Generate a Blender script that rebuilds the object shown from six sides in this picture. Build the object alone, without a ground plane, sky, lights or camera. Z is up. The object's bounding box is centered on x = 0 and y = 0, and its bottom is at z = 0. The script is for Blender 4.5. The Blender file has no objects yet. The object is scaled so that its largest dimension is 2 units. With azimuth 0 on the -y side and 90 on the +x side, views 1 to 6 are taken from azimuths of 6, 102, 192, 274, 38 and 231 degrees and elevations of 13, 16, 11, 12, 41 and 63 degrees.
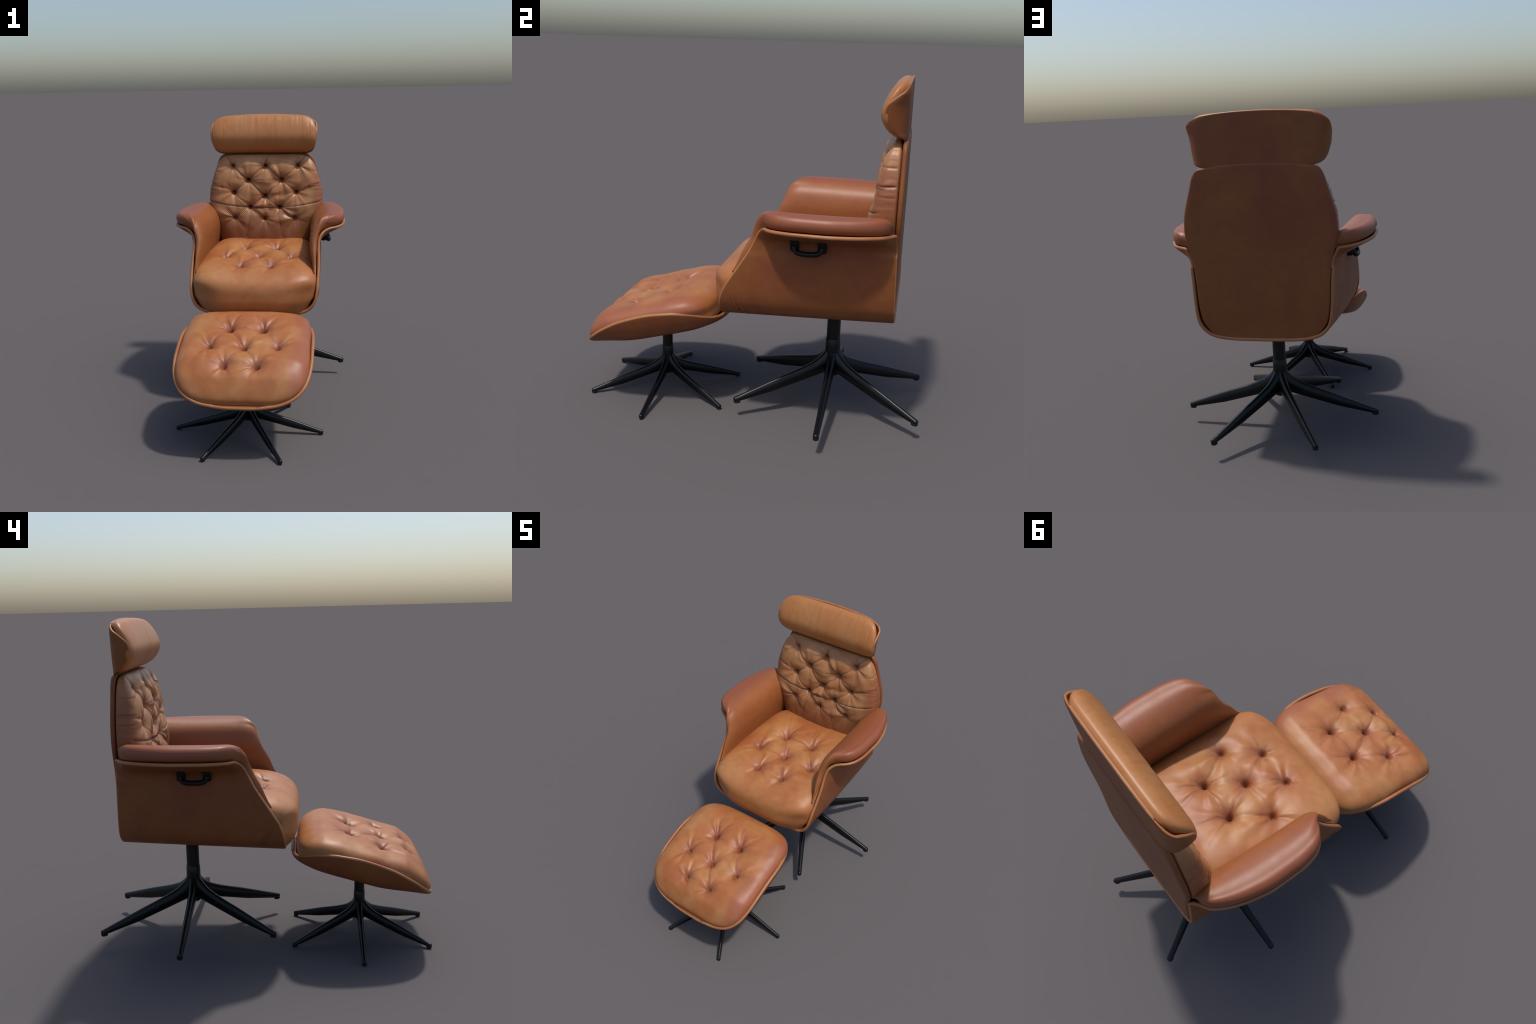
"""Tufted leather lounge chair with headrest, swivel base and matching ottoman."""
import bpy, math
import numpy as np
from mathutils import Matrix, Vector

rng = np.random.default_rng(7)
COL = bpy.context.scene.collection


# ------------------------------------------------------------------ helpers
def smooth_curve(xs, ys):
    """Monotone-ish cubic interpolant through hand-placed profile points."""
    xs, ys = np.asarray(xs, float), np.asarray(ys, float)
    d = np.diff(ys) / np.diff(xs)
    m = np.concatenate([[d[0]], np.where(d[:-1] * d[1:] > 0,
                        2 * d[:-1] * d[1:] / (d[:-1] + d[1:] + 1e-12), 0.0), [d[-1]]])

    def f(q):
        q = np.clip(np.asarray(q, float), xs[0], xs[-1])
        i = np.clip(np.searchsorted(xs, q, side="right") - 1, 0, len(xs) - 2)
        h = xs[i + 1] - xs[i]
        t = (q - xs[i]) / h
        return ((2*t**3 - 3*t**2 + 1) * ys[i] + (t**3 - 2*t**2 + t) * h * m[i]
                + (-2*t**3 + 3*t**2) * ys[i + 1] + (t**3 - t**2) * h * m[i + 1])
    return f


def sstep(a, b, x):
    t = np.clip((x - a) / (b - a), 0, 1)
    return t * t * (3 - 2 * t)


def spline_path(pts, n):
    """Catmull-Rom through pts, resampled to n points of equal arc length."""
    p = np.asarray(pts, float)
    e = np.vstack([2 * p[0] - p[1], p, 2 * p[-1] - p[-2]])
    out = []
    for i in range(1, len(e) - 2):
        t = np.linspace(0, 1, 24, endpoint=False)[:, None]
        a, b, c, d = e[i - 1], e[i], e[i + 1], e[i + 2]
        out.append(.5 * (2*b + (c - a)*t + (2*a - 5*b + 4*c - d)*t**2 + (3*b - a - 3*c + d)*t**3))
    q = np.vstack(out + [p[-1:]])
    s = np.concatenate([[0], np.cumsum(np.linalg.norm(np.diff(q, axis=0), axis=1))])
    u = np.linspace(0, s[-1], n)
    return np.stack([np.interp(u, s, q[:, k]) for k in range(p.shape[1])], 1)


def make_mesh(name, verts, faces, mat, parent=None, smooth=True, kind=None):
    me = bpy.data.meshes.new(name)
    me.from_pydata(np.asarray(verts).tolist(), [], faces if isinstance(faces, list) else faces.tolist())
    me.validate()
    me.update()
    if smooth:
        me.polygons.foreach_set("use_smooth", [True] * len(me.polygons))
    me.materials.append(mat)
    ob = bpy.data.objects.new(name, me)
    COL.objects.link(ob)
    if parent is not None:
        adopt(ob, parent)
    if kind:
        ob["kind"] = kind
    return ob


def world_of(ob):
    m = ob.matrix_basis.copy()
    while ob.parent:
        ob = ob.parent
        m = ob.matrix_basis @ m
    return m


def adopt(ob, parent):
    """Parent without moving: geometry is authored in world coordinates."""
    ob.parent = parent
    ob.matrix_basis = world_of(parent).inverted() @ ob.matrix_basis


def grid_faces(nu, nv, off=0, flip=False, wrap=False):
    i, j = np.meshgrid(np.arange(nu - 1), np.arange(nv if wrap else nv - 1), indexing="ij")
    j2 = (j + 1) % nv
    f = np.stack([i*nv + j, (i+1)*nv + j, (i+1)*nv + j2, i*nv + j2], -1).reshape(-1, 4) + off
    return f[:, ::-1] if flip else f


def grid_normals(P):
    du, dv = np.gradient(P, axis=0), np.gradient(P, axis=1)
    n = np.cross(du, dv)
    return n / (np.linalg.norm(n, axis=2, keepdims=True) + 1e-12)


def thick_sheet(name, P, t, mat, parent, rim_mat=None):
    """A bent plate: grid P is the outer face, thickened along +normal, with a rounded rim."""
    nu, nv = P.shape[:2]
    N = grid_normals(P)
    for k in range(4):                       # rows crowd together at the ends: borrow steadier normals
        N[k], N[-1 - k] = N[4], N[-5]
    th = np.broadcast_to(np.asarray(t, float), (nu, nv))[..., None]
    layers_v = [P.reshape(-1, 3), (P + N * th).reshape(-1, 3)]
    faces = [grid_faces(nu, nv, 0, True), grid_faces(nu, nv, nu*nv)]
    ring = ([(i, 0) for i in range(nu)] + [(nu-1, j) for j in range(1, nv)]
            + [(i, nv-1) for i in range(nu-2, -1, -1)] + [(0, j) for j in range(nv-2, 0, -1)])
    R = np.array(ring)
    edge = P[R[:, 0], R[:, 1]]
    nrm = N[R[:, 0], R[:, 1]]
    tt = th[R[:, 0], R[:, 1]]
    tan = np.roll(edge, -1, 0) - np.roll(edge, 1, 0)
    tan /= np.linalg.norm(tan, axis=1, keepdims=True) + 1e-12
    out = np.cross(tan, nrm)
    inner = P[np.clip(R[:, 0], 1, nu-2), np.clip(R[:, 1], 1, nv-2)]
    out = out * (1 if np.sum(out * (edge - inner)) > 0 else -1)
    base = 2 * nu * nv
    k = len(ring)
    ids = [R[:, 0]*nv + R[:, 1]]
    for a in (0.25, 0.5, 0.75):
        ang = math.pi * a
        layers_v.append(edge + nrm*tt*(.5 - .5*math.cos(ang)) + out*tt*.42*math.sin(ang))
        ids.append(np.arange(k) + base)
        base += k
    ids.append(R[:, 0]*nv + R[:, 1] + nu*nv)
    n_flat = 2 * (nu - 1) * (nv - 1)
    for a, b in zip(ids[:-1], ids[1:]):
        faces.append(np.stack([a, np.roll(a, -1), np.roll(b, -1), b], 1))
    ob = make_mesh(name, np.vstack(layers_v), np.vstack(faces), mat, parent)
    if rim_mat is not None:
        ob.data.materials.append(rim_mat)
        for p in list(ob.data.polygons)[n_flat:]:
            p.material_index = 1
    fix_normals(ob)
    return ob


def fix_normals(ob):
    import bmesh
    bm = bmesh.new()
    bm.from_mesh(ob.data)
    bmesh.ops.remove_doubles(bm, verts=bm.verts, dist=1e-6)
    bmesh.ops.recalc_face_normals(bm, faces=bm.faces)
    bm.to_mesh(ob.data)
    bm.free()
    ob.data.polygons.foreach_set("use_smooth", [True] * len(ob.data.polygons))


def box_grid(nx, ny, nz, bunch=0.0):
    """Points and quads of a gridded cube surface in [-1,1]^3, welded by rounding."""
    def lin(n):
        return np.sin(np.linspace(-1, 1, n) * math.pi / 2 * .72) / math.sin(math.pi / 2 * .72)
    X, Y, Z = lin(nx), lin(ny), lin(nz)
    V, F, off = [], [], 0
    for ax, s in ((2, 1), (2, -1), (0, 1), (0, -1), (1, 1), (1, -1)):
        A, B = ((X, Y), (Y, Z), (Z, X))[{2: 0, 0: 1, 1: 2}[ax]]
        a, b = np.meshgrid(A, B, indexing="ij")
        c = np.full_like(a, s)
        P = {2: (a, b, c), 0: (c, a, b), 1: (b, c, a)}[ax]
        V.append(np.stack(P, -1).reshape(-1, 3))
        F.append(grid_faces(len(A), len(B), off, s < 0))
        off += a.size
    V, F = np.vstack(V), np.vstack(F)
    key = np.round(V, 6)
    _, first, inv = np.unique(key, axis=0, return_index=True, return_inverse=True)
    return V[first], inv.reshape(-1)[F]


def rounded_block(nx, ny, nz, p, q, q_low=None, q_side=None):
    """Superellipsoid block: p rounds the plan corners, q rounds top and bottom edges."""
    V, F = box_grid(nx, ny, nz)
    a = np.abs(V)
    wide = a[:, 0]**4 / (a[:, 0]**4 + a[:, 1]**4 + 1e-9)
    q = np.where(V[:, 2] < 0, q_low or q, q + ((q_side or q) - q) * wide)
    plan = (a[:, 0]**p + a[:, 1]**p)**(1/p)
    r = (plan**q + a[:, 2]**q)**(1/q)
    return V / r[:, None], F


def tube(name, path, radius, mat, parent, ns=10, kind=None, flat=1.0):
    p = np.asarray(path, float)
    n = len(p)
    rad = np.broadcast_to(np.asarray(radius, float), (n,))
    t = np.gradient(p, axis=0)
    t /= np.linalg.norm(t, axis=1, keepdims=True)
    up = np.array([0.0, 0.0, 1.0]) if abs(t[:, 2]).mean() < .8 else np.array([1.0, 0, 0])
    V = []
    for k in range(n):
        a = np.cross(t[k], up); a /= np.linalg.norm(a)
        b = np.cross(a, t[k])
        ang = np.linspace(0, 2*math.pi, ns, endpoint=False)[:, None]
        V.append(p[k] + rad[k] * (np.cos(ang)*a*flat + np.sin(ang)*b))
    V = np.vstack(V + [p[:1], p[-1:]])
    F = grid_faces(n, ns, 0, False, True).tolist()
    for j in range(ns):
        F.append([n*ns, j, (j+1) % ns])
        F.append([n*ns + 1, (n-1)*ns + (j+1) % ns, (n-1)*ns + j])
    ob = make_mesh(name, V, F, mat, parent, kind=kind)
    fix_normals(ob)
    return ob


def lathe(name, prof, mat, parent, ns=48):
    pr = np.asarray(prof, float)
    ang = np.linspace(0, 2*math.pi, ns, endpoint=False)
    V = np.stack([np.outer(pr[:, 0], np.cos(ang)), np.outer(pr[:, 0], np.sin(ang)),
                  np.repeat(pr[:, 1:2], ns, 1)], -1).reshape(-1, 3)
    F = grid_faces(len(pr), ns, 0, False, True).tolist()
    F += [list(range(ns)), list(range((len(pr)-1)*ns, len(pr)*ns))]
    ob = make_mesh(name, V, F, mat, None)
    fix_normals(ob)
    auto_smooth(ob, 40)
    return ob


def auto_smooth(ob, deg):
    me = ob.data
    me.update()
    bpy.context.view_layer.objects.active = ob
    import bmesh
    bm = bmesh.new(); bm.from_mesh(me)
    lim = math.radians(deg)
    for e in bm.edges:
        e.smooth = not (len(e.link_faces) == 2 and e.calc_face_angle(0) > lim)
    bm.to_mesh(me); bm.free()


def value_noise(x, y, seed):
    """Smooth 2-D value noise in [-1,1]."""
    r = np.random.default_rng(seed).uniform(-1, 1, (64, 64))
    xi, yi = np.floor(x).astype(int), np.floor(y).astype(int)
    fx, fy = x - xi, y - yi
    fx, fy = fx*fx*(3-2*fx), fy*fy*(3-2*fy)
    g = lambda a, b: r[a % 64, b % 64]
    return ((g(xi, yi)*(1-fx) + g(xi+1, yi)*fx)*(1-fy) + (g(xi, yi+1)*(1-fx) + g(xi+1, yi+1)*fx)*fy)


def seg_dist(x, y, a, b):
    ax, ay, bx, by = *a, *b
    L2 = (bx-ax)**2 + (by-ay)**2
    t = np.clip(((x-ax)*(bx-ax) + (y-ay)*(by-ay)) / L2, 0, 1)
    return np.hypot(x - ax - t*(bx-ax), y - ay - t*(by-ay)), t


def tufting(x, y, buttons, depth, spread, pit, creases, folds, seed, bias=0.0, soft=1.0):
    """Depth (negative) of a buttoned upholstery surface at plan position x, y."""
    wob = .006
    xw = x + wob * value_noise(x*14, y*14, seed)
    yw = y + wob * value_noise(x*14 + 9, y*14 + 4, seed + 1)
    h = np.zeros_like(x)
    near = np.full_like(x, 9.0)
    g = np.random.default_rng(seed + 5)
    for bx, by in buttons:
        r = np.hypot(xw - bx, yw - by)
        r0 = np.hypot(x - bx, y - by)
        near = np.minimum(near, r)
        h -= depth * .55 * np.exp(-(r / spread)**1.3)
        h -= depth * .45 * np.exp(-(r0 / pit)**2)
        # radial puckers that fan out from the button
        th = np.arctan2(yw - by, xw - bx)
        for _ in range(7):
            t0 = g.uniform(-math.pi, math.pi)
            if bias and g.uniform() < .55:
                t0 = g.normal(math.pi/2, .75)
            wid, amp, ln = g.uniform(.10, .22), g.uniform(.5, 1.2), g.uniform(.05, .11)
            dth = (th - t0 + math.pi) % (2*math.pi) - math.pi
            h -= folds * amp * np.exp(-(dth / wid)**2) * (r / .025)**1 * np.exp(-r / ln * 2.2)
            h += folds * .5 * amp * np.exp(-((dth - 1.9*wid) / wid)**2) * (r / .025) * np.exp(-r / ln * 2.2)
        # broad soft puckers between the pulled points
        for _ in range(5):
            t0 = g.uniform(-math.pi, math.pi) if not bias or g.uniform() < .5 else g.normal(math.pi/2, .8)
            wid, amp, ln = g.uniform(.16, .34), g.uniform(.4, 1.1), g.uniform(.07, .12)
            dth = (th - t0 + math.pi) % (2*math.pi) - math.pi
            env = (r / ln)**1.2 * np.exp(-(r / ln)**1.5)
            h += folds * 3.2 * amp * env * (np.exp(-((dth - 1.3*wid) / wid)**2) - np.exp(-(dth / wid)**2))
    for a, b, amp, w, *run_out in creases:
        d, t = seg_dist(xw, yw, a, b)
        fade = (1 - t)**1.3 if run_out else .45 + .55 * (2*t - 1)**2
        h -= amp * fade * (.6*np.exp(-(d / w)**2) + .4*np.exp(-d / (3.2*w)))
    h += .0022 * soft * value_noise(x*9 + 3, y*9, seed + 2) + .0011 * soft * value_noise(x*22, y*22 + 7, seed + 3)
    return h


# ------------------------------------------- buttons and the folds between them
SEAT_BTN = [(-.112, .371), (.112, .371), (-.232, .187), (0, .187), (.232, .187), (-.106, 0.0), (.106, 0.0)]
OTT_BTN = [(-.117, .122), (.099, .122), (-.222, -.073), (-.009, -.073), (.204, -.073), (-.108, -.243), (.091, -.243)]
BACK_BTN = [(-.252, 1.587), (0, 1.587), (.252, 1.587), (-.131, 1.484), (.131, 1.484), (-.242, 1.387), (0, 1.357), (.242, 1.387),
           (-.115, 1.273), (.115, 1.273), (-.234, 1.195), (0, 1.188), (.234, 1.195)]
BACK_CREASE = [(BACK_BTN[i], BACK_BTN[j], am, .0085) for i, j, am in (
    (0, 3, .012), (1, 3, .013), (1, 4, .013), (2, 4, .012), (3, 4, .008), (3, 5, .011), (4, 7, .011), (3, 6, .014), (4, 6, .014),
    (5, 8, .010), (7, 9, .010), (6, 8, .011), (6, 9, .011), (10, 8, .004), (11, 8, .004), (11, 9, .004), (12, 9, .004))]
for _s in (-1, 1):
    BACK_CREASE += [((_s*.242, 1.387), (_s*.34, 1.43), .010, .009), ((_s*.34, 1.43), (_s*.46, 1.452), .008, .008),
                    ((_s*.252, 1.587), (_s*.30, 1.66), .006, .012), ((_s*.115, 1.195), (_s*.14, 1.05), .006, .018)]
BACK_CREASE += [((0, 1.587), (0.02, 1.68), .006, .012)]
TILT = math.radians(15.5)
O_ORG = np.array([0, -.58, .46])


# ---------------------------------------------------------------- materials
def nodes_of(mat):
    mat.use_nodes = True
    nt = mat.node_tree
    bs = nt.nodes["Principled BSDF"]
    return nt, bs


def leather(name, colors, rough=.42, grain=900.0, patch=3.0, stretch=(1, 1, 1), spec=.5, stops=None, vein=None, bump=.12):
    """Aniline leather: broad warm patches, faint streaks, fine pebbled grain."""
    mat = bpy.data.materials.new(name)
    nt, bs = nodes_of(mat)
    N, L = nt.nodes.new, nt.links.new
    tc = N("ShaderNodeTexCoord")
    mp = N("ShaderNodeMapping"); mp.inputs["Scale"].default_value = stretch
    L(tc.outputs["Object"], mp.inputs["Vector"])
    n1 = N("ShaderNodeTexNoise"); n1.inputs["Scale"].default_value = patch
    n1.inputs["Detail"].default_value = 3.0; n1.inputs["Roughness"].default_value = .5
    n1.inputs["Distortion"].default_value = .6
    L(mp.outputs[0], n1.inputs["Vector"])
    cr = N("ShaderNodeValToRGB")
    st = stops or [.32, .5, .68]
    e = cr.color_ramp.elements
    e[0].position, e[0].color = st[0], (*colors[0], 1)
    e[1].position, e[1].color = st[-1], (*colors[-1], 1)
    for p, c in zip(st[1:-1], colors[1:-1]):
        k = e.new(p); k.color = (*c, 1)
    L(n1.outputs["Fac"], cr.inputs["Fac"])
    n2 = N("ShaderNodeTexNoise"); n2.inputs["Scale"].default_value = 24.0; n2.inputs["Detail"].default_value = 5.0
    L(mp.outputs[0], n2.inputs["Vector"])
    mr = N("ShaderNodeMapRange"); mr.inputs[1].default_value = .3; mr.inputs[2].default_value = .7
    mr.inputs[3].default_value = .93; mr.inputs[4].default_value = 1.06
    L(n2.outputs["Fac"], mr.inputs[0])
    mx = N("ShaderNodeVectorMath"); mx.operation = "SCALE"
    L(cr.outputs[0], mx.inputs[0]); L(mr.outputs[0], mx.inputs["Scale"])
    L(mx.outputs[0], bs.inputs["Base Color"])
    vo = N("ShaderNodeTexVoronoi"); vo.inputs["Scale"].default_value = grain
    L(tc.outputs["Object"], vo.inputs["Vector"])
    bp = N("ShaderNodeBump"); bp.inputs["Strength"].default_value = bump; bp.inputs["Distance"].default_value = .0006
    L(vo.outputs["Distance"], bp.inputs["Height"]); L(bp.outputs[0], bs.inputs["Normal"])
    rr = N("ShaderNodeMapRange"); rr.inputs[3].default_value = rough - .05; rr.inputs[4].default_value = rough + .07
    L(n2.outputs["Fac"], rr.inputs[0]); L(rr.outputs[0], bs.inputs["Roughness"])
    bs.inputs["Specular IOR Level"].default_value = spec
    return mat


class Sums:
    """Tiny arithmetic layer over shader math nodes."""

    def __init__(self, mat):
        self.nt, self.bs = nodes_of(mat)
        self.new, self.link = self.nt.nodes.new, self.nt.links.new
        tc = self.new("ShaderNodeTexCoord")
        self.obj = tc.outputs["Object"]
        sx = self.new("ShaderNodeSeparateXYZ")
        self.link(self.obj, sx.inputs[0])
        self.X, self.Y, self.Z = sx.outputs

    def m(self, op, a, b=None, clamp=False):
        n = self.new("ShaderNodeMath"); n.operation = op; n.use_clamp = clamp
        for k, v in enumerate((a, b)):
            if v is None: continue
            if isinstance(v, (int, float)): n.inputs[k].default_value = float(v)
            else: self.link(v, n.inputs[k])
        return n.outputs[0]

    def ramp(self, v, lo, hi, smooth=True):
        n = self.new("ShaderNodeMapRange")
        n.interpolation_type = "SMOOTHSTEP" if smooth else "LINEAR"
        self.link(v, n.inputs[0]); n.inputs[1].default_value = lo; n.inputs[2].default_value = hi
        return n.outputs[0]

    def noise(self, scale, detail=3.0, vec=None):
        n = self.new("ShaderNodeTexNoise"); n.inputs["Scale"].default_value = scale; n.inputs["Detail"].default_value = detail
        self.link(vec or self.obj, n.inputs["Vector"])
        return n.outputs["Fac"]

    def paint(self, fac, col):
        """Lay another leather tone over the base colour where fac is 1."""
        src = self.bs.inputs["Base Color"].links[0].from_socket
        mix = self.new("ShaderNodeMix"); mix.data_type = "RGBA"
        self.link(fac, mix.inputs[0]); self.link(src, mix.inputs[6])
        mix.inputs[7].default_value = (*col, 1)
        self.link(mix.outputs[2], self.bs.inputs["Base Color"])

    def dist(self, U, V, p):
        du, dv = self.m("SUBTRACT", U, p[0]), self.m("SUBTRACT", V, p[1])
        return self.m("SQRT", self.m("ADD", self.m("MULTIPLY", du, du), self.m("MULTIPLY", dv, dv)))

    def seg(self, U, V, a, b):
        ex, ey = b[0]-a[0], b[1]-a[1]
        L2 = ex*ex + ey*ey
        du, dv = self.m("SUBTRACT", U, a[0]), self.m("SUBTRACT", V, a[1])
        t = self.m("ADD", self.m("MULTIPLY", du, ex/L2), self.m("MULTIPLY", dv, ey/L2), clamp=True)
        pu = self.m("SUBTRACT", du, self.m("MULTIPLY", t, ex))
        pv = self.m("SUBTRACT", dv, self.m("MULTIPLY", t, ey))
        return self.m("SQRT", self.m("ADD", self.m("MULTIPLY", pu, pu), self.m("MULTIPLY", pv, pv)))

    def least(self, seq):
        out = seq[0]
        for q in seq[1:]:
            out = self.m("MINIMUM", out, q)
        return out


def fold_tint(mat, plane, buttons, segs, col_btn, col_fold, lean=.012, reach=.088, line=.008, k_btn=.8, k_fold=.6):
    """Darker red-brown round the pulled buttons and along the folds."""
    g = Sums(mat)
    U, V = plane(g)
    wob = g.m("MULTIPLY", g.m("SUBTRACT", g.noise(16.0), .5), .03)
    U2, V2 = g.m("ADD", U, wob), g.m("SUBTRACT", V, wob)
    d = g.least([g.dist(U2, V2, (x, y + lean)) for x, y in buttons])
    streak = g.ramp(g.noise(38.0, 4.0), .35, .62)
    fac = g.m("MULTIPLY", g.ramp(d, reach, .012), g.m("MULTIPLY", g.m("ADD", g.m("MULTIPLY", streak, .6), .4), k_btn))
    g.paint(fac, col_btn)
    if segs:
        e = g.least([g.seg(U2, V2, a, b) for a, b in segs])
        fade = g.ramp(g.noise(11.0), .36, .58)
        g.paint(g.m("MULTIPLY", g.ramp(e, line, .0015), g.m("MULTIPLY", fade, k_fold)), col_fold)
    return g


def perforate(mat, seam_y):
    """Punch rows of small dark holes below the seam of the backrest (Object z below the seam curve)."""
    nt, bs = nodes_of(mat)
    N, L = nt.nodes.new, nt.links.new
    tc = N("ShaderNodeTexCoord")
    sx = N("ShaderNodeSeparateXYZ"); L(tc.outputs["Object"], sx.inputs[0])

    def m(op, a, b=None, c=None):
        n = N("ShaderNodeMath"); n.operation = op
        for k, v in enumerate((a, b, c)):
            if v is None: continue
            if isinstance(v, (int, float)): n.inputs[k].default_value = v
            else: L(v, n.inputs[k])
        return n.outputs[0]
    P = .0118
    X, Z = sx.outputs["X"], sx.outputs["Z"]
    a = m("DIVIDE", m("ADD", X, Z), P * 1.4142)
    b = m("DIVIDE", m("SUBTRACT", X, Z), P * 1.4142)
    fa = m("SUBTRACT", m("FRACT", m("ADD", a, 100.0)), .5)
    fb = m("SUBTRACT", m("FRACT", m("ADD", b, 100.0)), .5)
    r = m("SQRT", m("ADD", m("MULTIPLY", fa, fa), m("MULTIPLY", fb, fb)))
    dot = N("ShaderNodeMapRange"); dot.inputs[1].default_value = .28; dot.inputs[2].default_value = .19
    L(r, dot.inputs[0])
    ax = m("ABSOLUTE", X)
    seam = m("ADD", seam_y, m("MULTIPLY", .26, m("MULTIPLY", ax, ax)))
    below = N("ShaderNodeMapRange"); below.inputs[1].default_value = .006; below.inputs[2].default_value = .010
    L(m("SUBTRACT", seam, Z), below.inputs[0])
    side = N("ShaderNodeMapRange"); side.inputs[1].default_value = .40; side.inputs[2].default_value = .36
    L(ax, side.inputs[0])
    fac = m("MULTIPLY", m("MULTIPLY", dot.outputs[0], below.outputs[0]), m("MULTIPLY", side.outputs[0], .8))
    src = bs.inputs["Base Color"].links[0].from_socket
    mix = N("ShaderNodeMix"); mix.data_type = "RGBA"
    L(fac, mix.inputs[0]); L(src, mix.inputs[6])
    mix.inputs[7].default_value = (.035, .013, .008, 1)
    L(mix.outputs[2], bs.inputs["Base Color"])


def plain(name, col, rough, spec=.5, metallic=0.0):
    mat = bpy.data.materials.new(name)
    nt, bs = nodes_of(mat)
    N, L = nt.nodes.new, nt.links.new
    tc = N("ShaderNodeTexCoord")
    n = N("ShaderNodeTexNoise"); n.inputs["Scale"].default_value = 60.0; n.inputs["Detail"].default_value = 4
    L(tc.outputs["Object"], n.inputs["Vector"])
    cr = N("ShaderNodeValToRGB")
    cr.color_ramp.elements[0].color = (*[c*.85 for c in col], 1)
    cr.color_ramp.elements[1].color = (*[c*1.15 for c in col], 1)
    L(n.outputs["Fac"], cr.inputs["Fac"]); L(cr.outputs[0], bs.inputs["Base Color"])
    bs.inputs["Roughness"].default_value = rough
    bs.inputs["Specular IOR Level"].default_value = spec
    bs.inputs["Metallic"].default_value = metallic
    return mat


CUSHION_TONES = [(.335, .104, .030), (.37, .138, .041), (.405, .178, .062)]
M_SEAT = leather("seat_leather", CUSHION_TONES, patch=4.2, rough=.46)
M_OTT = leather("ottoman_leather", CUSHION_TONES, patch=4.2, rough=.46)
M_BACK = leather("backrest_leather", [(.35, .138, .048), (.39, .178, .068), (.42, .215, .095)], patch=3.6)


def seat_plane(g):
    return g.X, g.Y


def back_plane(g):
    return g.X, g.Z


def ottoman_plane(g):
    s = g.m("ADD", g.m("MULTIPLY", g.m("SUBTRACT", g.Y, float(O_ORG[1])), math.cos(TILT)),
            g.m("MULTIPLY", g.m("SUBTRACT", g.Z, float(O_ORG[2])), math.sin(TILT)))
    return g.X, s


def fan(btn, far, spread):
    return [(b, (b[0]*spread, far)) for b in btn[:2]] + [(b, (b[0]*.4, far)) for b in btn[:2]]


def lattice(btn):
    return [(btn[i], btn[j]) for i, j in ((0, 1), (0, 3), (1, 3), (0, 2), (1, 4), (3, 5), (3, 6))]


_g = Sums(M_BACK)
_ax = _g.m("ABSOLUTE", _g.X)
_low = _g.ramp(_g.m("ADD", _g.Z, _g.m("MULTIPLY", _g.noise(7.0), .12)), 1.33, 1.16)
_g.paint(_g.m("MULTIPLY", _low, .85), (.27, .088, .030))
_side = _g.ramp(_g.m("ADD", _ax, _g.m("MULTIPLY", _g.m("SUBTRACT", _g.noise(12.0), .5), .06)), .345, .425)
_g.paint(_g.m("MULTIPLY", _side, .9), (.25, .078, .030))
fold_tint(M_SEAT, seat_plane, SEAT_BTN, lattice(SEAT_BTN) + fan(SEAT_BTN, .55, 1.7), (.22, .062, .036), (.22, .066, .042))
fold_tint(M_OTT, ottoman_plane, OTT_BTN, lattice(OTT_BTN) + fan(OTT_BTN, .27, 1.6), (.22, .062, .036), (.22, .066, .042))
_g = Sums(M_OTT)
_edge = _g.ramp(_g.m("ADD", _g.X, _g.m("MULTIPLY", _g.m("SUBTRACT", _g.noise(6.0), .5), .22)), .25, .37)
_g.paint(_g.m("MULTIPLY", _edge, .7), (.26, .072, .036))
fold_tint(M_BACK, back_plane, BACK_BTN, [(c[0], c[1]) for c in BACK_CREASE], (.19, .055, .025), (.12, .032, .025),
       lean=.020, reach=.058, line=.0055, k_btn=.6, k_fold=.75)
perforate(M_BACK, 1.272)
M_HEAD = leather("headrest_leather", [(.365, .132, .036), (.385, .150, .043), (.40, .168, .054)], patch=2.6, stretch=(1.5, .8, .8))
M_ARM = leather("armrest_leather", [(.27, .082, .024), (.285, .090, .026), (.30, .100, .029)], patch=2.0, rough=.46, bump=.06)
_g = Sums(M_ARM)
_out = _g.ramp(_g.m("ADD", _g.m("ABSOLUTE", _g.X), _g.m("MULTIPLY", _g.m("SUBTRACT", _g.noise(5.0), .5), .08)), .42, .52)
_g.paint(_g.m("MULTIPLY", _out, .9), (.245, .068, .027))  # outer and top arm colour reddened for the mauve sky sheen
M_SHELL = leather("shell_leather", [(.200, .055, .021), (.220, .068, .020), (.235, .082, .020)], patch=2.6, rough=.48, bump=.06, spec=.35)
M_RIM = leather("shell_edge_leather", [(.33, .115, .040), (.36, .14, .05), (.37, .15, .056)], patch=4.0, rough=.45, bump=.06)
M_WELT = leather("welt_leather", [(.33, .115, .042), (.36, .14, .055), (.37, .15, .06)], patch=4.0, rough=.45)
M_THREAD = plain("seam_thread", (.07, .022, .016), .7)
M_METAL = plain("black_powder_coat", (.0022, .0024, .003), .36, .35)
M_RUBBER = plain("black_rubber", (.008, .008, .009), .7, .3)
M_PLASTIC = plain("black_plastic", (.003, .003, .0035), .42, .25)


def empty(name, loc, label, cat):
    e = bpy.data.objects.new(name, None)
    e.location = loc
    COL.objects.link(e)
    e["label"], e["category"] = label, cat
    return e


CHAIR = empty("lounge_chair", (0, .465, .092), "tan tufted leather swivel lounge chair with winged arms and headrest", "armchair")
OTT = empty("ottoman", (0, -.579, 0), "tan tufted leather ottoman with tilted cushion on black star base", "footstool")


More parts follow.
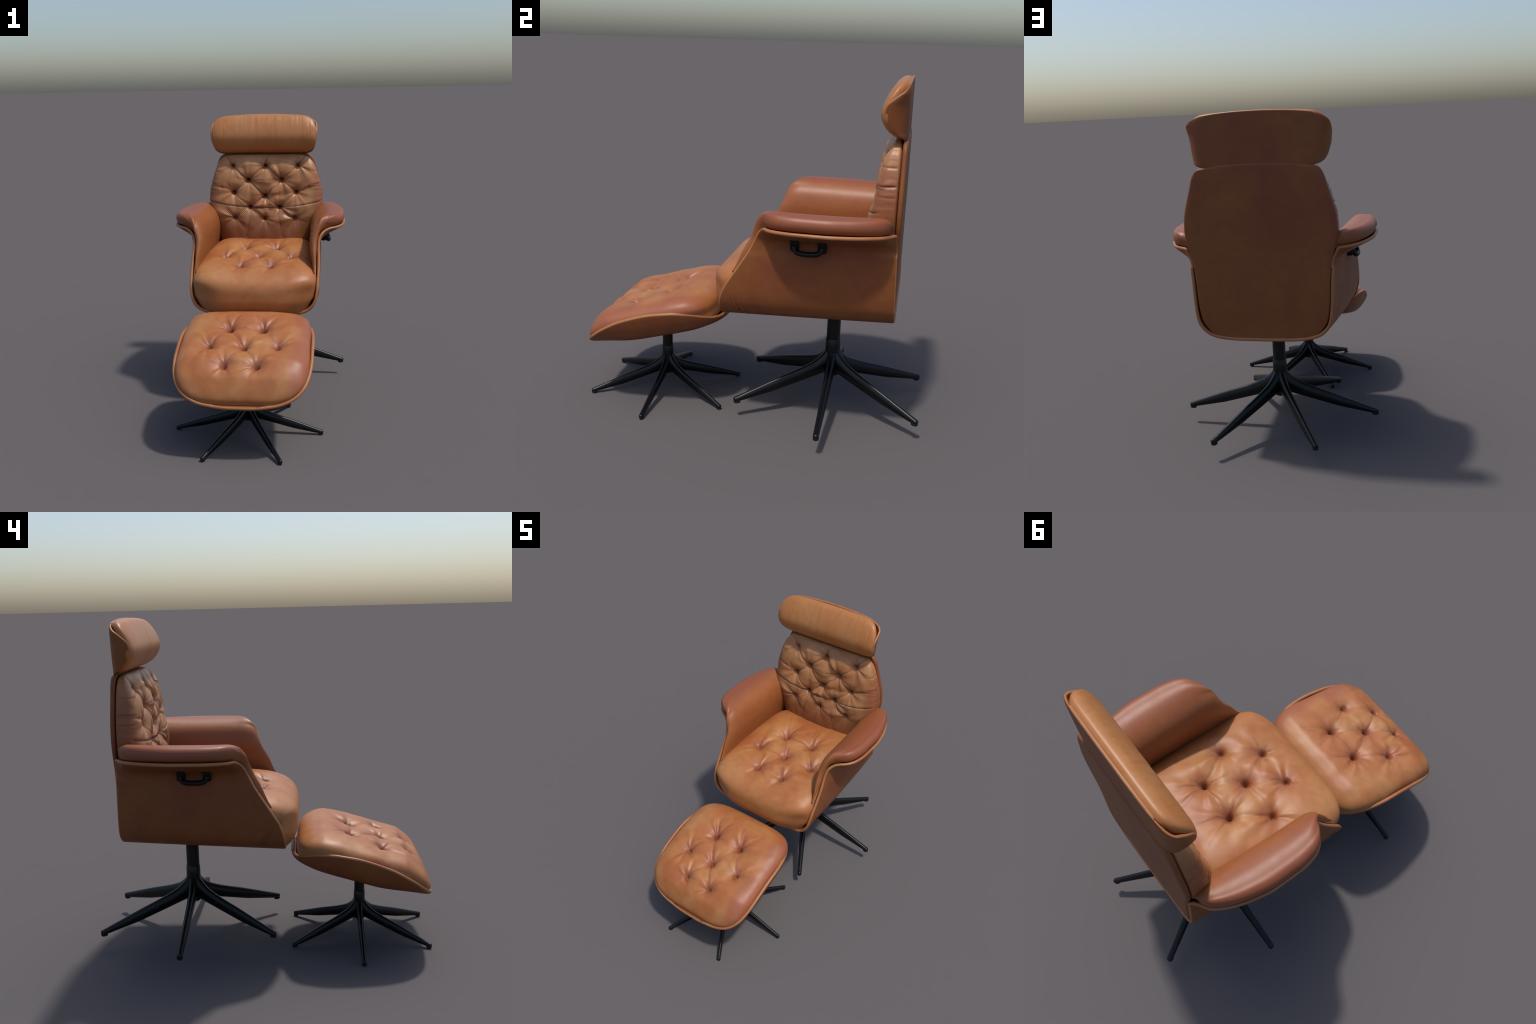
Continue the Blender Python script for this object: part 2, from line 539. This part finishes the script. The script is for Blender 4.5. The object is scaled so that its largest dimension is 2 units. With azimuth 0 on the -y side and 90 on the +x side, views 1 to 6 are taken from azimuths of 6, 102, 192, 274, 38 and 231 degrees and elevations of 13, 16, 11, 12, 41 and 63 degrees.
# --------------------------------------------------------------- star base
def star_base(thing, loc, k, post_top):
    base = lathe("base", [(.0, .112), (.030, .112), (.042, .120), (.048, .150), (.048, .19), (.0475, .225),
                          (.0455, .255), (.0440, .295), (.0432, .349), (.041, .352)], M_METAL, None)
    base.location = loc
    base.scale = (k, k, k)
    adopt(base, thing)
    post = lathe("post", [(.0405, .345), (.0400, .353), (.0400, (post_top - loc[2]) / k)], M_METAL, None)
    post.location, post.scale = loc, (k, k, k)
    adopt(post, base)
    # one leg along +x, shared by six
    st = np.linspace(0, 1, 30)
    X = .028 + .572 * st
    top = smooth_curve([0, .045, .10, .16, .6, 1], [.300, .262, .232, .208, .119, .038])(st)
    bot = np.interp(st, [0, .08, .6, .93, 1], [.140, .128, .048, .013, .010])
    bot = np.minimum(bot, top - .026)
    wid = smooth_curve([0, .05, .12, .25, .6, 1], [.036, .030, .0265, .0245, .0205, .0165])(st)
    ns = 20
    V = []
    for s, x, t, b, w in zip(st, X, top, bot, wid):
        a = np.linspace(0, 2*math.pi, ns, endpoint=False)
        ca, sa = np.cos(a), np.sin(a)
        # narrower crest than belly, soft shoulders
        yy = w * np.sign(ca) * np.abs(ca)**.75 * (1 - .22 * np.maximum(sa, 0))
        zz = (t + b)/2 + (t - b)/2 * np.sign(sa) * np.abs(sa)**.85
        V.append(np.stack([np.full(ns, x), yy, zz], 1))
    # rounded tip
    last = V[-1]
    for q in (.3, .6, .85, .97):
        c = last.mean(0)
        sc = math.sqrt(1 - q*q)
        ring = c + (last - c) * np.array([1, sc, sc])
        ring[:, 0] += .014 * q
        V.append(ring)
    n = len(V)
    V = np.vstack(V)
    F = grid_faces(n, ns, 0, False, True).tolist() + [list(range(ns)), list(range((n-1)*ns, n*ns))]
    leg0 = make_mesh("leg", V, F, M_METAL)
    fix_normals(leg0)
    g = lathe("glide", [(.0, 0), (.0135, 0), (.0165, .003), (.0165, .024), (.010, .03)], M_RUBBER, None, 20)
    V = np.array([v.co for v in g.data.vertices]) * [1.25, 1, 1] + [.592, 0, 0]
    for v, c in zip(g.data.vertices, V):
        v.co = c
    for i in range(6):
        leg = leg0 if i == 0 else leg0.copy()
        gl = g if i == 0 else g.copy()
        if i:
            COL.objects.link(leg); COL.objects.link(gl)
        for o in (leg, gl):
            o.location, o.scale = loc, (k, k, k)
            o.rotation_euler = (0, 0, i * math.pi / 3)
        for o in (leg, gl):
            o.parent = None
        gw = gl.matrix_basis.copy()
        adopt(leg, base)
        adopt(gl, base)


# ------------------------------------------------------------- chair shell
FRONT_Z = [.60, .66, .70, .73, .77, .84, .907, .992, 1.076, 1.145, 1.19, 1.24]
FRONT_Y = [-.115, -.128, -.130, -.128, -.122, -.098, -.055, 0.0, .05, .080, .096, .138]
front_of = smooth_curve(FRONT_Z, FRONT_Y)
wing_x = smooth_curve([.06, .10, .14, .165, .22, .31, .45, .57, .65, .75, .79, .82],
                      [.47, .49, .545, .572, .600, .615, .616, .598, .574, .520, .462, .430])
SEC_FRONT = [(0, .645), (.18, .647), (.30, .655), (.372, .678), (.417, .722), (.441, .79), (.450, .90),
             (.451, 1.02), (.448, 1.075), (.459, 1.120), (.50, 1.153), (.56, 1.182), (.612, 1.207)]
SEC_REAR = [(0, .668), (.18, .671), (.285, .685), (.348, .715), (.390, .768), (.405, .84), (.411, .93),
            (.415, 1.02), (.418, 1.075), (.427, 1.120), (.469, 1.150), (.545, 1.180), (.612, 1.207)]
NW = 8          # index of the profile point where the wall turns into the wing


def twist(P):
    """The upholstered body sits very slightly turned on its base."""
    P[..., 0] -= .0135 * (.62 - P[..., 1])
    return P


def taper(y):
    """How far the cross-section has narrowed from its front shape to its rear one."""
    return np.clip((y + .12) / .94, 0, 1)**2.6


def shell_section(n):
    a, b = spline_path(SEC_FRONT, n), spline_path(SEC_REAR, n)
    return a, b


def shell_grid(n_sec, n_y, inset=0.0, z_min=None, front_shift=0.0, both=True, tip=0.0):
    a, b = shell_section(n_sec)
    rows = []
    for pa, pb in zip(a, b):
        tw = np.clip((pa[0] - .452) / .16, 0, 1) if pa[1] > 1.09 else 0.0
        yf = front_of(pa[1]) + tw**2 * .02 + front_shift
        yr = .816 - .014 * np.clip((pa[1] - .7) / .5, 0, 1)
        v = np.linspace(0, 1, n_y)
        v = .5 * v + .5 * (.5 - .5 * np.cos(math.pi * v))
        y = yf + (yr - yf) * v
        w = taper(y)
        x = pa[0] + (pb[0] - pa[0]) * w
        z = pa[1] + (pb[1] - pa[1]) * np.clip((y + .12) / .93, 0, 1)
        if pa[1] > 1.075 and pa[0] > .448:
            xw = .448 + (.410 - .448) * w
            fr = np.clip((x - xw) / (.615 - xw), 0, 1)
            x = xw + fr * (np.maximum(wing_x(y) - tip, xw + .02) - xw)
        rows.append(np.stack([x, y, z], 1))
    G = np.array(rows)
    if z_min is not None:
        G = G[np.array([r[len(r)//2, 2] > z_min for r in G])]
    return G


def mirrored(G):
    H = G[::-1].copy()
    H[..., 0] *= -1
    return np.concatenate([H[:-1], G], 0)


def build_shell():
    G = twist(mirrored(shell_grid(70, 60)))
    thick_sheet("shell", G, .020, M_SHELL, CHAIR, M_RIM)
    # raised dart seams low on the front corners
    for s in (1, -1):
        for a, b, c in (((-.075, .835), (-.035, .745), (-.005, .69)), ((-.055, .835), (-.012, .75), (.03, .685))):
            pts = spline_path([(0, *a), (0, *b), (0, *c)], 14)
            A, B = shell_section(400)
            zi = np.argsort(A[60:, 1]) + 60
            xx = np.interp(pts[:, 2], A[60:260, 1], A[60:260, 0]) + .0005
            pts[:, 0] = s * xx
            pts = twist(pts)
            rad = .0035 * np.sin(np.linspace(.25, math.pi - .25, 14))
            tube("dart_seam", pts, rad, M_SHELL, CHAIR, 8)


def build_armrests():
    for s in (1, -1):
        # liner: thinner second sheet lying inside the shell
        L = shell_grid(110, 50, z_min=.90, front_shift=-.004, tip=.004)
        N = grid_normals(L)
        flip = np.sign(np.mean(N[5:20, :, 0]))
        L = L - N * flip * .0265
        L[..., 0] *= s
        N = grid_normals(L)
        L2 = L if s * np.mean(N[5:20, :, 0]) < 0 else L[:, ::-1]
        thick_sheet("armrest_liner", twist(L2), .012, M_WELT, CHAIR)
        # pad: thick upholstered roll on a spine that rises along the wall and turns out over the wing
        spine = spline_path([(.412, .93), (.412, 1.00), (.408, 1.075), (.409, 1.14), (.429, 1.194),
                             (.472, 1.231), (.527, 1.252), (.576, 1.263)], 48)
        half = smooth_curve([0, .3, .55, .7, .85, 1], [.012, .027, .038, .052, .056, .043])(np.linspace(0, 1, 48))
        tn = np.gradient(spine, axis=0); tn /= np.linalg.norm(tn, axis=1, keepdims=True)
        nr = np.stack([-tn[:, 1], tn[:, 0]], 1)            # points inward / up
        loop_t, loop_o = [], []
        up = spine + nr * half[:, None]
        dn = spine - nr * half[:, None] * np.linspace(.7, .95, 48)[:, None]
        nose = []
        for ang in np.linspace(90, -90, 13)[1:-1]:
            r = math.radians(ang)
            hh = half[-1] * (1 if ang > 0 else .95)
            nose.append(spine[-1] + nr[-1]*hh*math.sin(r) + tn[-1]*half[-1]*.95*math.cos(r))
        loop = np.vstack([up, nose, dn[::-1]])
        core = np.vstack([spine, np.repeat(spine[-1:], len(nose), 0), spine[::-1]])
        n_y = 64
        v = np.linspace(0, 1, n_y); v = .35*v + .65*(.5 - .5*np.cos(math.pi*v))
        V = []
        for k in range(n_y):
            yf = front_of(core[:, 1] - .035) - .024 * sstep(.93, 1.08, core[:, 1]) + sstep(.50, .60, core[:, 0]) * .012
            yr = np.full(len(loop), .785) - sstep(.42, .6, core[:, 0]) * .01
            y = yf + (yr - yf) * v[k]
            df, dr = (y - yf), (yr - y)
            q = np.clip(1 - df / .095, 0, 1); f1 = np.sqrt(np.maximum(1 - q**2.3, 0))
            q = np.clip(1 - dr / .07, 0, 1); f2 = np.sqrt(np.maximum(1 - q**2.3, 0))
            f = np.minimum(f1, f2)[:, None]
            p = core + (loop - core) * np.maximum(f, .02)
            w = taper(y)
            wall = .435 - .035 * w
            x = p[:, 0] - .038 * w * (1 - sstep(.43, .55, p[:, 0]))
            over = x > wall
            kx = (wing_x(y) - wall) / (.620 - wall)
            x = np.where(over, wall + (x - wall) * kx, x)
            V.append(np.stack([s * x, y, p[:, 1]], 1))
        m = len(loop)
        V = twist(np.vstack(V))
        F = grid_faces(n_y, m, 0, False, True).tolist() + [list(range(m)), list(range((n_y-1)*m, n_y*m))]
        ob = make_mesh("armrest", V, F, M_ARM, CHAIR)
        fix_normals(ob)


# ------------------------------------------------------------ seat cushion
def build_seat():
    V, F = rounded_block(200, 210, 46, 6.8, 3.0, 8.0, 6.0)
    a, b, c = V.T
    y = .272 + .482 * b
    top = smooth_curve([-.3, -.21, -.1, 0, .1, .2, .4, .6, .7], [.96, .965, .985, 1.003, 1.013, 1.024, 1.048, 1.07, 1.08])(y)
    hw = smooth_curve([-.21, -.12, .05, .3, .7], [.360, .432, .442, .425, .390])(y) - .030 * sstep(.1, -.9, c) * sstep(-.10, -.2, y)
    x = a * hw
    bot = .640 + .065 * sstep(-.17, -.125, y)
    zc = .80
    z = np.where(c > 0, zc + c * (top - zc), zc + c * (zc - bot))
    # belly of the front edge
    y = np.where(b < 0, y + .02 * (1 - c**2) * 0, y)
    z = z - .030 * (c > 0) * (np.abs(a)**2.5) * c
    # front lower lip tucks back
    tuck = sstep(-.2, -1.0, c) * sstep(-.2, -1.0, b)
    y = y + .030 * tuck + .030 * np.abs(a)**4 * sstep(-.6, -.95, b) * sstep(.7, .0, c)
    sec = np.array(SEC_FRONT[1:9])
    rear = np.array(SEC_REAR[1:9])
    w = taper(y)
    zr = z + .004 * w
    room = (1 - w) * np.interp(zr, sec[1:, 1], sec[1:, 0] - .024) + w * np.interp(zr, rear[1:, 1], rear[1:, 0] - .026)
    room = np.where(y > -.11, room - .03 * sstep(.78, .70, z), room)
    x = np.where(c < 0, np.clip(x, -room, room), x)
    btn = SEAT_BTN
    cz = []
    for i, j, m in ((0, 1, .6), (0, 3, .8), (1, 3, .8), (0, 2, .6), (1, 4, .6), (3, 5, .4), (3, 6, .4), (2, 5, .35), (4, 6, .35), (2, 3, .25), (3, 4, .25)):
        cz.append((btn[i], btn[j], .013 * m, .017))
    cz += [(btn[k], (e, .58), .012, w, 1) for k, e, w in ((0, -.22, .014), (1, .22, .014), (0, -.06, .012), (1, .06, .012))]
    cz += [(btn[5], (-.17, -.12), .008, .013, 1), (btn[6], (.05, -.13), .010, .014, 1), (btn[2], (-.36, .24), .008, .013, 1), (btn[4], (.36, .24), .008, .013, 1)]
    h = tufting(x, y, btn, .054, .066, .015, cz, .0036, 21, bias=1)
    z = z + h * sstep(.25, .85, c)
    ob = make_mesh("seat_cushion", twist(np.stack([x, y, z], 1)), F, M_SEAT, CHAIR)
    fix_normals(ob)


# --------------------------------------------------------- backrest + panel
PANEL_Z = [.66, .70, .75, .80, .90, 1.04, 1.13, 1.20, 1.26, 1.32, 1.38, 1.42, 1.49, 1.57, 1.61, 1.64, 1.66, 1.675]
PANEL_X = [.15, .28, .335, .362, .376, .384, .392, .410, .425, .431, .428, .422, .404, .381, .370, .356, .334, .23]
panel_x = smooth_curve(PANEL_Z, PANEL_X)


def build_back():
    nv, nu = 90, 41
    zs = np.linspace(0, 1, nv); zs = .5 - .5*np.cos(math.pi*zs); zs = .680 + (1.678 - .680) * zs
    u = np.linspace(-1, 1, nu)
    G = np.zeros((nv, nu, 3))
    for i, z in enumerate(zs):
        hw = panel_x(z)
        G[i, :, 0] = u * hw
        yb = .8235 - .006 * sstep(.9, .68, z)
        G[i, :, 1] = yb - .003 * np.abs(u)**2.5
        G[i, :, 2] = z + .004 * (1 - u**2) * sstep(1.55, 1.68, z)
    N = grid_normals(G)
    if N[nv//2, nu//2, 1] > 0:
        G = G[:, ::-1]
    thick_sheet("back_panel", G, .026, M_SHELL, CHAIR)

    V, F = rounded_block(200, 46, 200, 8, 8)
    # reuse the block with its "depth" axis along y:  re-round in the (plan x-z, depth y) sense
    a, b, c = V.T
    B = np.abs(np.stack([a, b, c], 1))
    plan = (B[:, 0]**9 + B[:, 2]**9)**(1/9)
    r = (plan**5 + B[:, 1]**5)**(1/5)
    a, b, c = a / r, b / r, c / r
    z0, z1 = .86, 1.672
    z = (z0 + z1)/2 + c * (z1 - z0)/2
    hw = panel_x(np.clip(z, .9, 1.66)) + .010 - .03 * sstep(1.2, 1.0, z)
    hw = np.where(z > 1.60, np.maximum(hw, .37), hw)
    x = a * hw
    yf = smooth_curve([.85, 1.0, 1.2, 1.27, 1.37, 1.48, 1.585, 1.63, 1.665, 1.69],
                      [.63, .609, .608, .626, .645, .657, .675, .693, .718, .75])(z)
    yb = .803
    ym = .765
    y = np.where(b < 0, ym + (-b) * (yf - ym), ym + b * (yb - ym))
    y = y + (.020 + .02 * sstep(1.28, 1.15, z)) * np.abs(a)**3 * (b < 0) * (-b)
    btn = BACK_BTN
    cz = BACK_CREASE
    h = tufting(x, z, btn, .062, .056, .014, cz, .0044, 55)
    # stitched seam between the plain and the perforated panel
    sd = z - seam_z(x)
    h -= .005 * np.exp(-(sd / .006)**2)
    y = y - h * sstep(-.15, -.75, b)
    # horizontal drape wrinkles on the side bolsters
    side = sstep(.7, .97, np.abs(a)) * sstep(1.22, 1.3, z) * sstep(.7, -.1, b)
    zw = z + .02 * value_noise(y*16, z*9, 8)
    wr = (.0034 * value_noise(y*7, zw*34, 3) + .0014 * value_noise(y*12, zw*90, 4)) * (.5 + .5 * value_noise(y*3 + 5, z*8, 12))
    crease = -.008 * np.exp(-((z - 1.452 - .06*(y - .72)) / .006)**2) - .005 * np.exp(-((z - 1.545) / .006)**2) - .004*np.exp(-((z - 1.40) / .004)**2)
    x = x + np.sign(a) * side * (wr + crease)
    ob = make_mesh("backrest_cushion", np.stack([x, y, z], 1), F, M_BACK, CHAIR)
    fix_normals(ob)
    # thread line that sits in the seam
    front = (b < -.3) & (np.abs(sd) < .012)
    px, py = x[front], y[front]
    xs = np.linspace(-.425, .425, 90)
    ys = np.array([np.median(py[np.abs(px - q) < .012]) if np.any(np.abs(px - q) < .012) else np.nan for q in xs])
    ok = ~np.isnan(ys)
    xs, ys = xs[ok], ys[ok]
    tube("seam", np.stack([xs, ys + .0003, seam_z(xs)], 1), .0019, M_THREAD, ob, 8)


def seam_z(x):
    return 1.272 + .26 * np.asarray(x)**2


# ---------------------------------------------------------------- headrest
def build_headrest():
    nv, nu = 60, 81
    t = .5 - .5*np.cos(math.pi*np.linspace(0, 1, nv))
    u = np.linspace(-1, 1, nu)
    wid = smooth_curve([0, .02, .06, .12, .25, .5, .75, .86, .93, .97, 1],
                       [.305, .332, .358, .376, .391, .405, .411, .407, .390, .364, .315])
    dep = smooth_curve([0, .06, .18, .36, .52, .64, .78, .9, 1],
                       [.004, .024, .070, .102, .113, .107, .070, .031, .004])
    rx = .085
    G = np.zeros((nv, nu, 3))
    for i in range(nv):
        w, d = wid(t[i]), dep(t[i])
        au = np.abs(u)
        flat = np.clip(au / .55, 0, 1) * (w - rx)
        ph = np.clip((au - .55) / .45, 0, 1) * math.pi / 2
        x = np.sign(u) * (flat + rx * np.sin(ph))
        G[i, :, 0] = x
        G[i, :, 1] = .8185 - .008 * (x / .42)**2 - d * (1 - np.cos(ph))
        G[i, :, 0] -= .007
        G[i, :, 2] = 1.668 + t[i] * (1.939 - 1.668) + (.034 * t[i]**2 + .006*(1 - t[i])) * (1 - np.abs(x / .42)**2.2)
    N = grid_normals(G)
    if N[nv//2, nu//2, 1] > 0:
        G = G[:, ::-1]
    shell = thick_sheet("headrest", G, .016, M_SHELL, CHAIR, M_RIM)

    # upholstered roll: a D-shaped section swept across, shrinking to rounded ends
    sec = spline_path([(.805, 1.955), (.780, 1.964), (.746, 1.949), (.710, 1.905), (.684, 1.855), (.673, 1.812), (.680, 1.768),
                       (.708, 1.722), (.741, 1.695), (.773, 1.682), (.800, 1.679), (.808, 1.705), (.808, 1.80), (.808, 1.93), (.805, 1.955)], 140)[:-1]
    av = np.sin(np.linspace(-1, 1, 220) * math.pi / 2)
    rows = []
    for q in av:
        g = max((1 - abs(q)**14)**(1/3.2), .02)
        yy = .752 + (sec[:, 0] - .752) * g
        zz = 1.812 + (sec[:, 1] - 1.812) * (.25*g + .75*g**.5) + .014 * (1 - q*q) * np.clip((sec[:, 1] - 1.80) / .15, 0, 1)
        reach = np.interp(yy, [.70, .72, .75, .78, .81], [.415, .402, .385, .364, .335])
        xx = q * (reach - .007 * np.clip((1.80 - zz) / .12, 0, 1) + .006 * np.clip((zz - 1.84) / .05, 0, 1))
        rows.append(np.stack([xx - .007, yy, zz], 1))
    rows = np.array(rows)
    m = rows.shape[1]
    F = grid_faces(len(av), m, 0, False, True).tolist() + [list(range(m)), list(range((len(av)-1)*m, len(av)*m))]
    x, y, z = rows.reshape(-1, 3).T
    a = x / .404
    b = np.clip((y - .80) / .13, -1, 0)
    # drawn vertical creases across the roll
    w = .0006 * value_noise(x*38, z*3 + y*3, 91) + .0005 * value_noise(x*85, z*4 + y*4, 92)
    w = w - .0030 * np.maximum(value_noise(x*44, z*9, 93) - .5, 0)
    k = sstep(.1, .5, -b) * (1 - sstep(.82, 1, np.abs(a)))
    y = y - w * k
    z = z + w * k * .6
    ob = make_mesh("headrest_cushion", np.stack([x, y, z], 1), F, M_HEAD, shell)
    fix_normals(ob)


# ------------------------------------------------------------------ handle
def build_handles():
    for s in (1, -1):
        p = spline_path([(.492, .287, 1.128), (.500, .293, 1.106), (.508, .314, 1.094), (.511, .36, 1.091),
                         (.508, .406, 1.094), (.500, .427, 1.106), (.492, .433, 1.128)], 30)
        p[:, 0] = s * (p[:, 0] - .012)
        hd = tube("handle", p, .0145, M_PLASTIC, CHAIR, 14)
        for yc in (.287, .432):
            V, F = rounded_block(10, 10, 14, 6, 6)
            V = V * [.018, .0225, .037] + [.472, yc, 1.130]
            V[:, 0] += (V[:, 2] - 1.128) * .35
            V[:, 0] *= s
            ob = make_mesh("handle_bracket", V, F, M_PLASTIC, hd)
            fix_normals(ob)


# ----------------------------------------------------------------- ottoman


def ott_world(P):
    s, n = P[..., 1], P[..., 2]
    return np.stack([P[..., 0], O_ORG[1] + s*math.cos(TILT) - n*math.sin(TILT),
                     O_ORG[2] + s*math.sin(TILT) + n*math.cos(TILT)], -1)


def build_ottoman():
    def wx(s):
        p = 3.7 if s < 0 else 3.2
        e = .427 if s < 0 else .431
        return .433 * max(1 - (abs(s) / e)**p, 0)**(1/p)
    rim = smooth_curve([-.430, -.40, -.33, -.24, -.1, .05, .19, .30, .367, .41, .430],
                       [.000, .022, .062, .102, .137, .147, .133, .098, .054, .018, .0])
    nv, nu = 80, 71
    sv = np.linspace(0, 1, nv); sv = .5 - .5*np.cos(math.pi*sv); sv = -.4235 + .8515 * sv
    u = np.linspace(-1, 1, nu)
    ue = np.sign(u) * (1 - (1 - np.abs(u))**1.4)
    G = np.zeros((nv, nu, 3))
    for i, s in enumerate(sv):
        G[i, :, 0] = ue * wx(s) - .009
        G[i, :, 1] = s
        nb = -.030 + .020*sstep(-.12, -.42, s) + .012*sstep(.25, .43, s)
        G[i, :, 2] = nb + (rim(s) - nb) * ((.25 + .5*sstep(-.05, -.35, s))*np.abs(ue)**4 + (.75 - .5*sstep(-.05, -.35, s))*np.abs(ue)**12)
    W = ott_world(G)
    N = grid_normals(W)
    if N[nv//2, nu//2, 2] < 0:
        W = W[:, ::-1]
    thick_sheet("ottoman_shell", W, .021, M_SHELL, OTT, M_RIM)

    V, F = rounded_block(200, 200, 46, 4.4, 4.6)
    a, b, c = V.T
    s = .003 + b * .412
    x = a * (.414 - .026 * sstep(.45, -.1, c)) - .009
    n0 = smooth_curve([-.43, -.3, -.1, .43], [.015, .045, .07, .07])(s)
    ntop = smooth_curve([-.43, -.395, -.36, -.317, -.25, -.19, 0, .15, .28, .34, .40, .43],
                        [.05, .095, .134, .170, .200, .215, .215, .217, .214, .197, .162, .134])(s)
    n = np.where(c > 0, n0 + c * (ntop - n0), n0 + c * (n0 + .004))
    n = n - .007 * (c > 0) * np.abs(a)**3 * c
    # rest the cushion inside the bent shell
    wv = np.array([max(wx(q), .05) for q in s])
    un = np.clip(np.abs(x + .009) / wv, 0, 1)
    nb = -.030 + .020*sstep(-.12, -.42, s) + .012*sstep(.25, .43, s)
    floor = nb + (rim(s) - nb) * ((.25 + .5*sstep(-.05, -.35, s))*un**4 + (.75 - .5*sstep(-.05, -.35, s))*un**12) + .023
    n = np.where(c < .15, np.maximum(n, floor - .02*sstep(-.05, .15, c)), n)
    btn = OTT_BTN
    cz = []
    for i, j, m in ((0, 1, .8), (0, 3, 1.), (1, 3, 1.), (0, 2, .6), (1, 4, .6), (3, 5, .4), (3, 6, .4), (2, 5, .35), (4, 6, .35)):
        cz.append((btn[i], btn[j], .013 * m, .016))
    cz += [(btn[k], (e, .30), .012, w, 1) for k, e, w in ((0, -.19, .013), (0, -.06, .011), (1, .22, .013), (1, .07, .011))]
    cz += [(btn[6], (.02, -.37), .011, .013, 1), (btn[5], (-.06, -.33), .009, .012, 1), (btn[2], (-.33, -.02), .008, .012, 1), (btn[4], (.31, -.02), .008, .012, 1)]
    h = tufting(x, s, btn, .052, .056, .014, cz, .0036, 77, bias=1)
    n = n + h * sstep(.25, .85, c)
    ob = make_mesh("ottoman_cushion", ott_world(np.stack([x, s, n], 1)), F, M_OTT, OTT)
    fix_normals(ob)


star_base(CHAIR, (0, .465, .092), 1.0, .66)
star_base(OTT, (0, -.579, 0.0), .783, .45)
build_shell()
build_armrests()
build_seat()
build_back()
build_headrest()
build_handles()
build_ottoman()
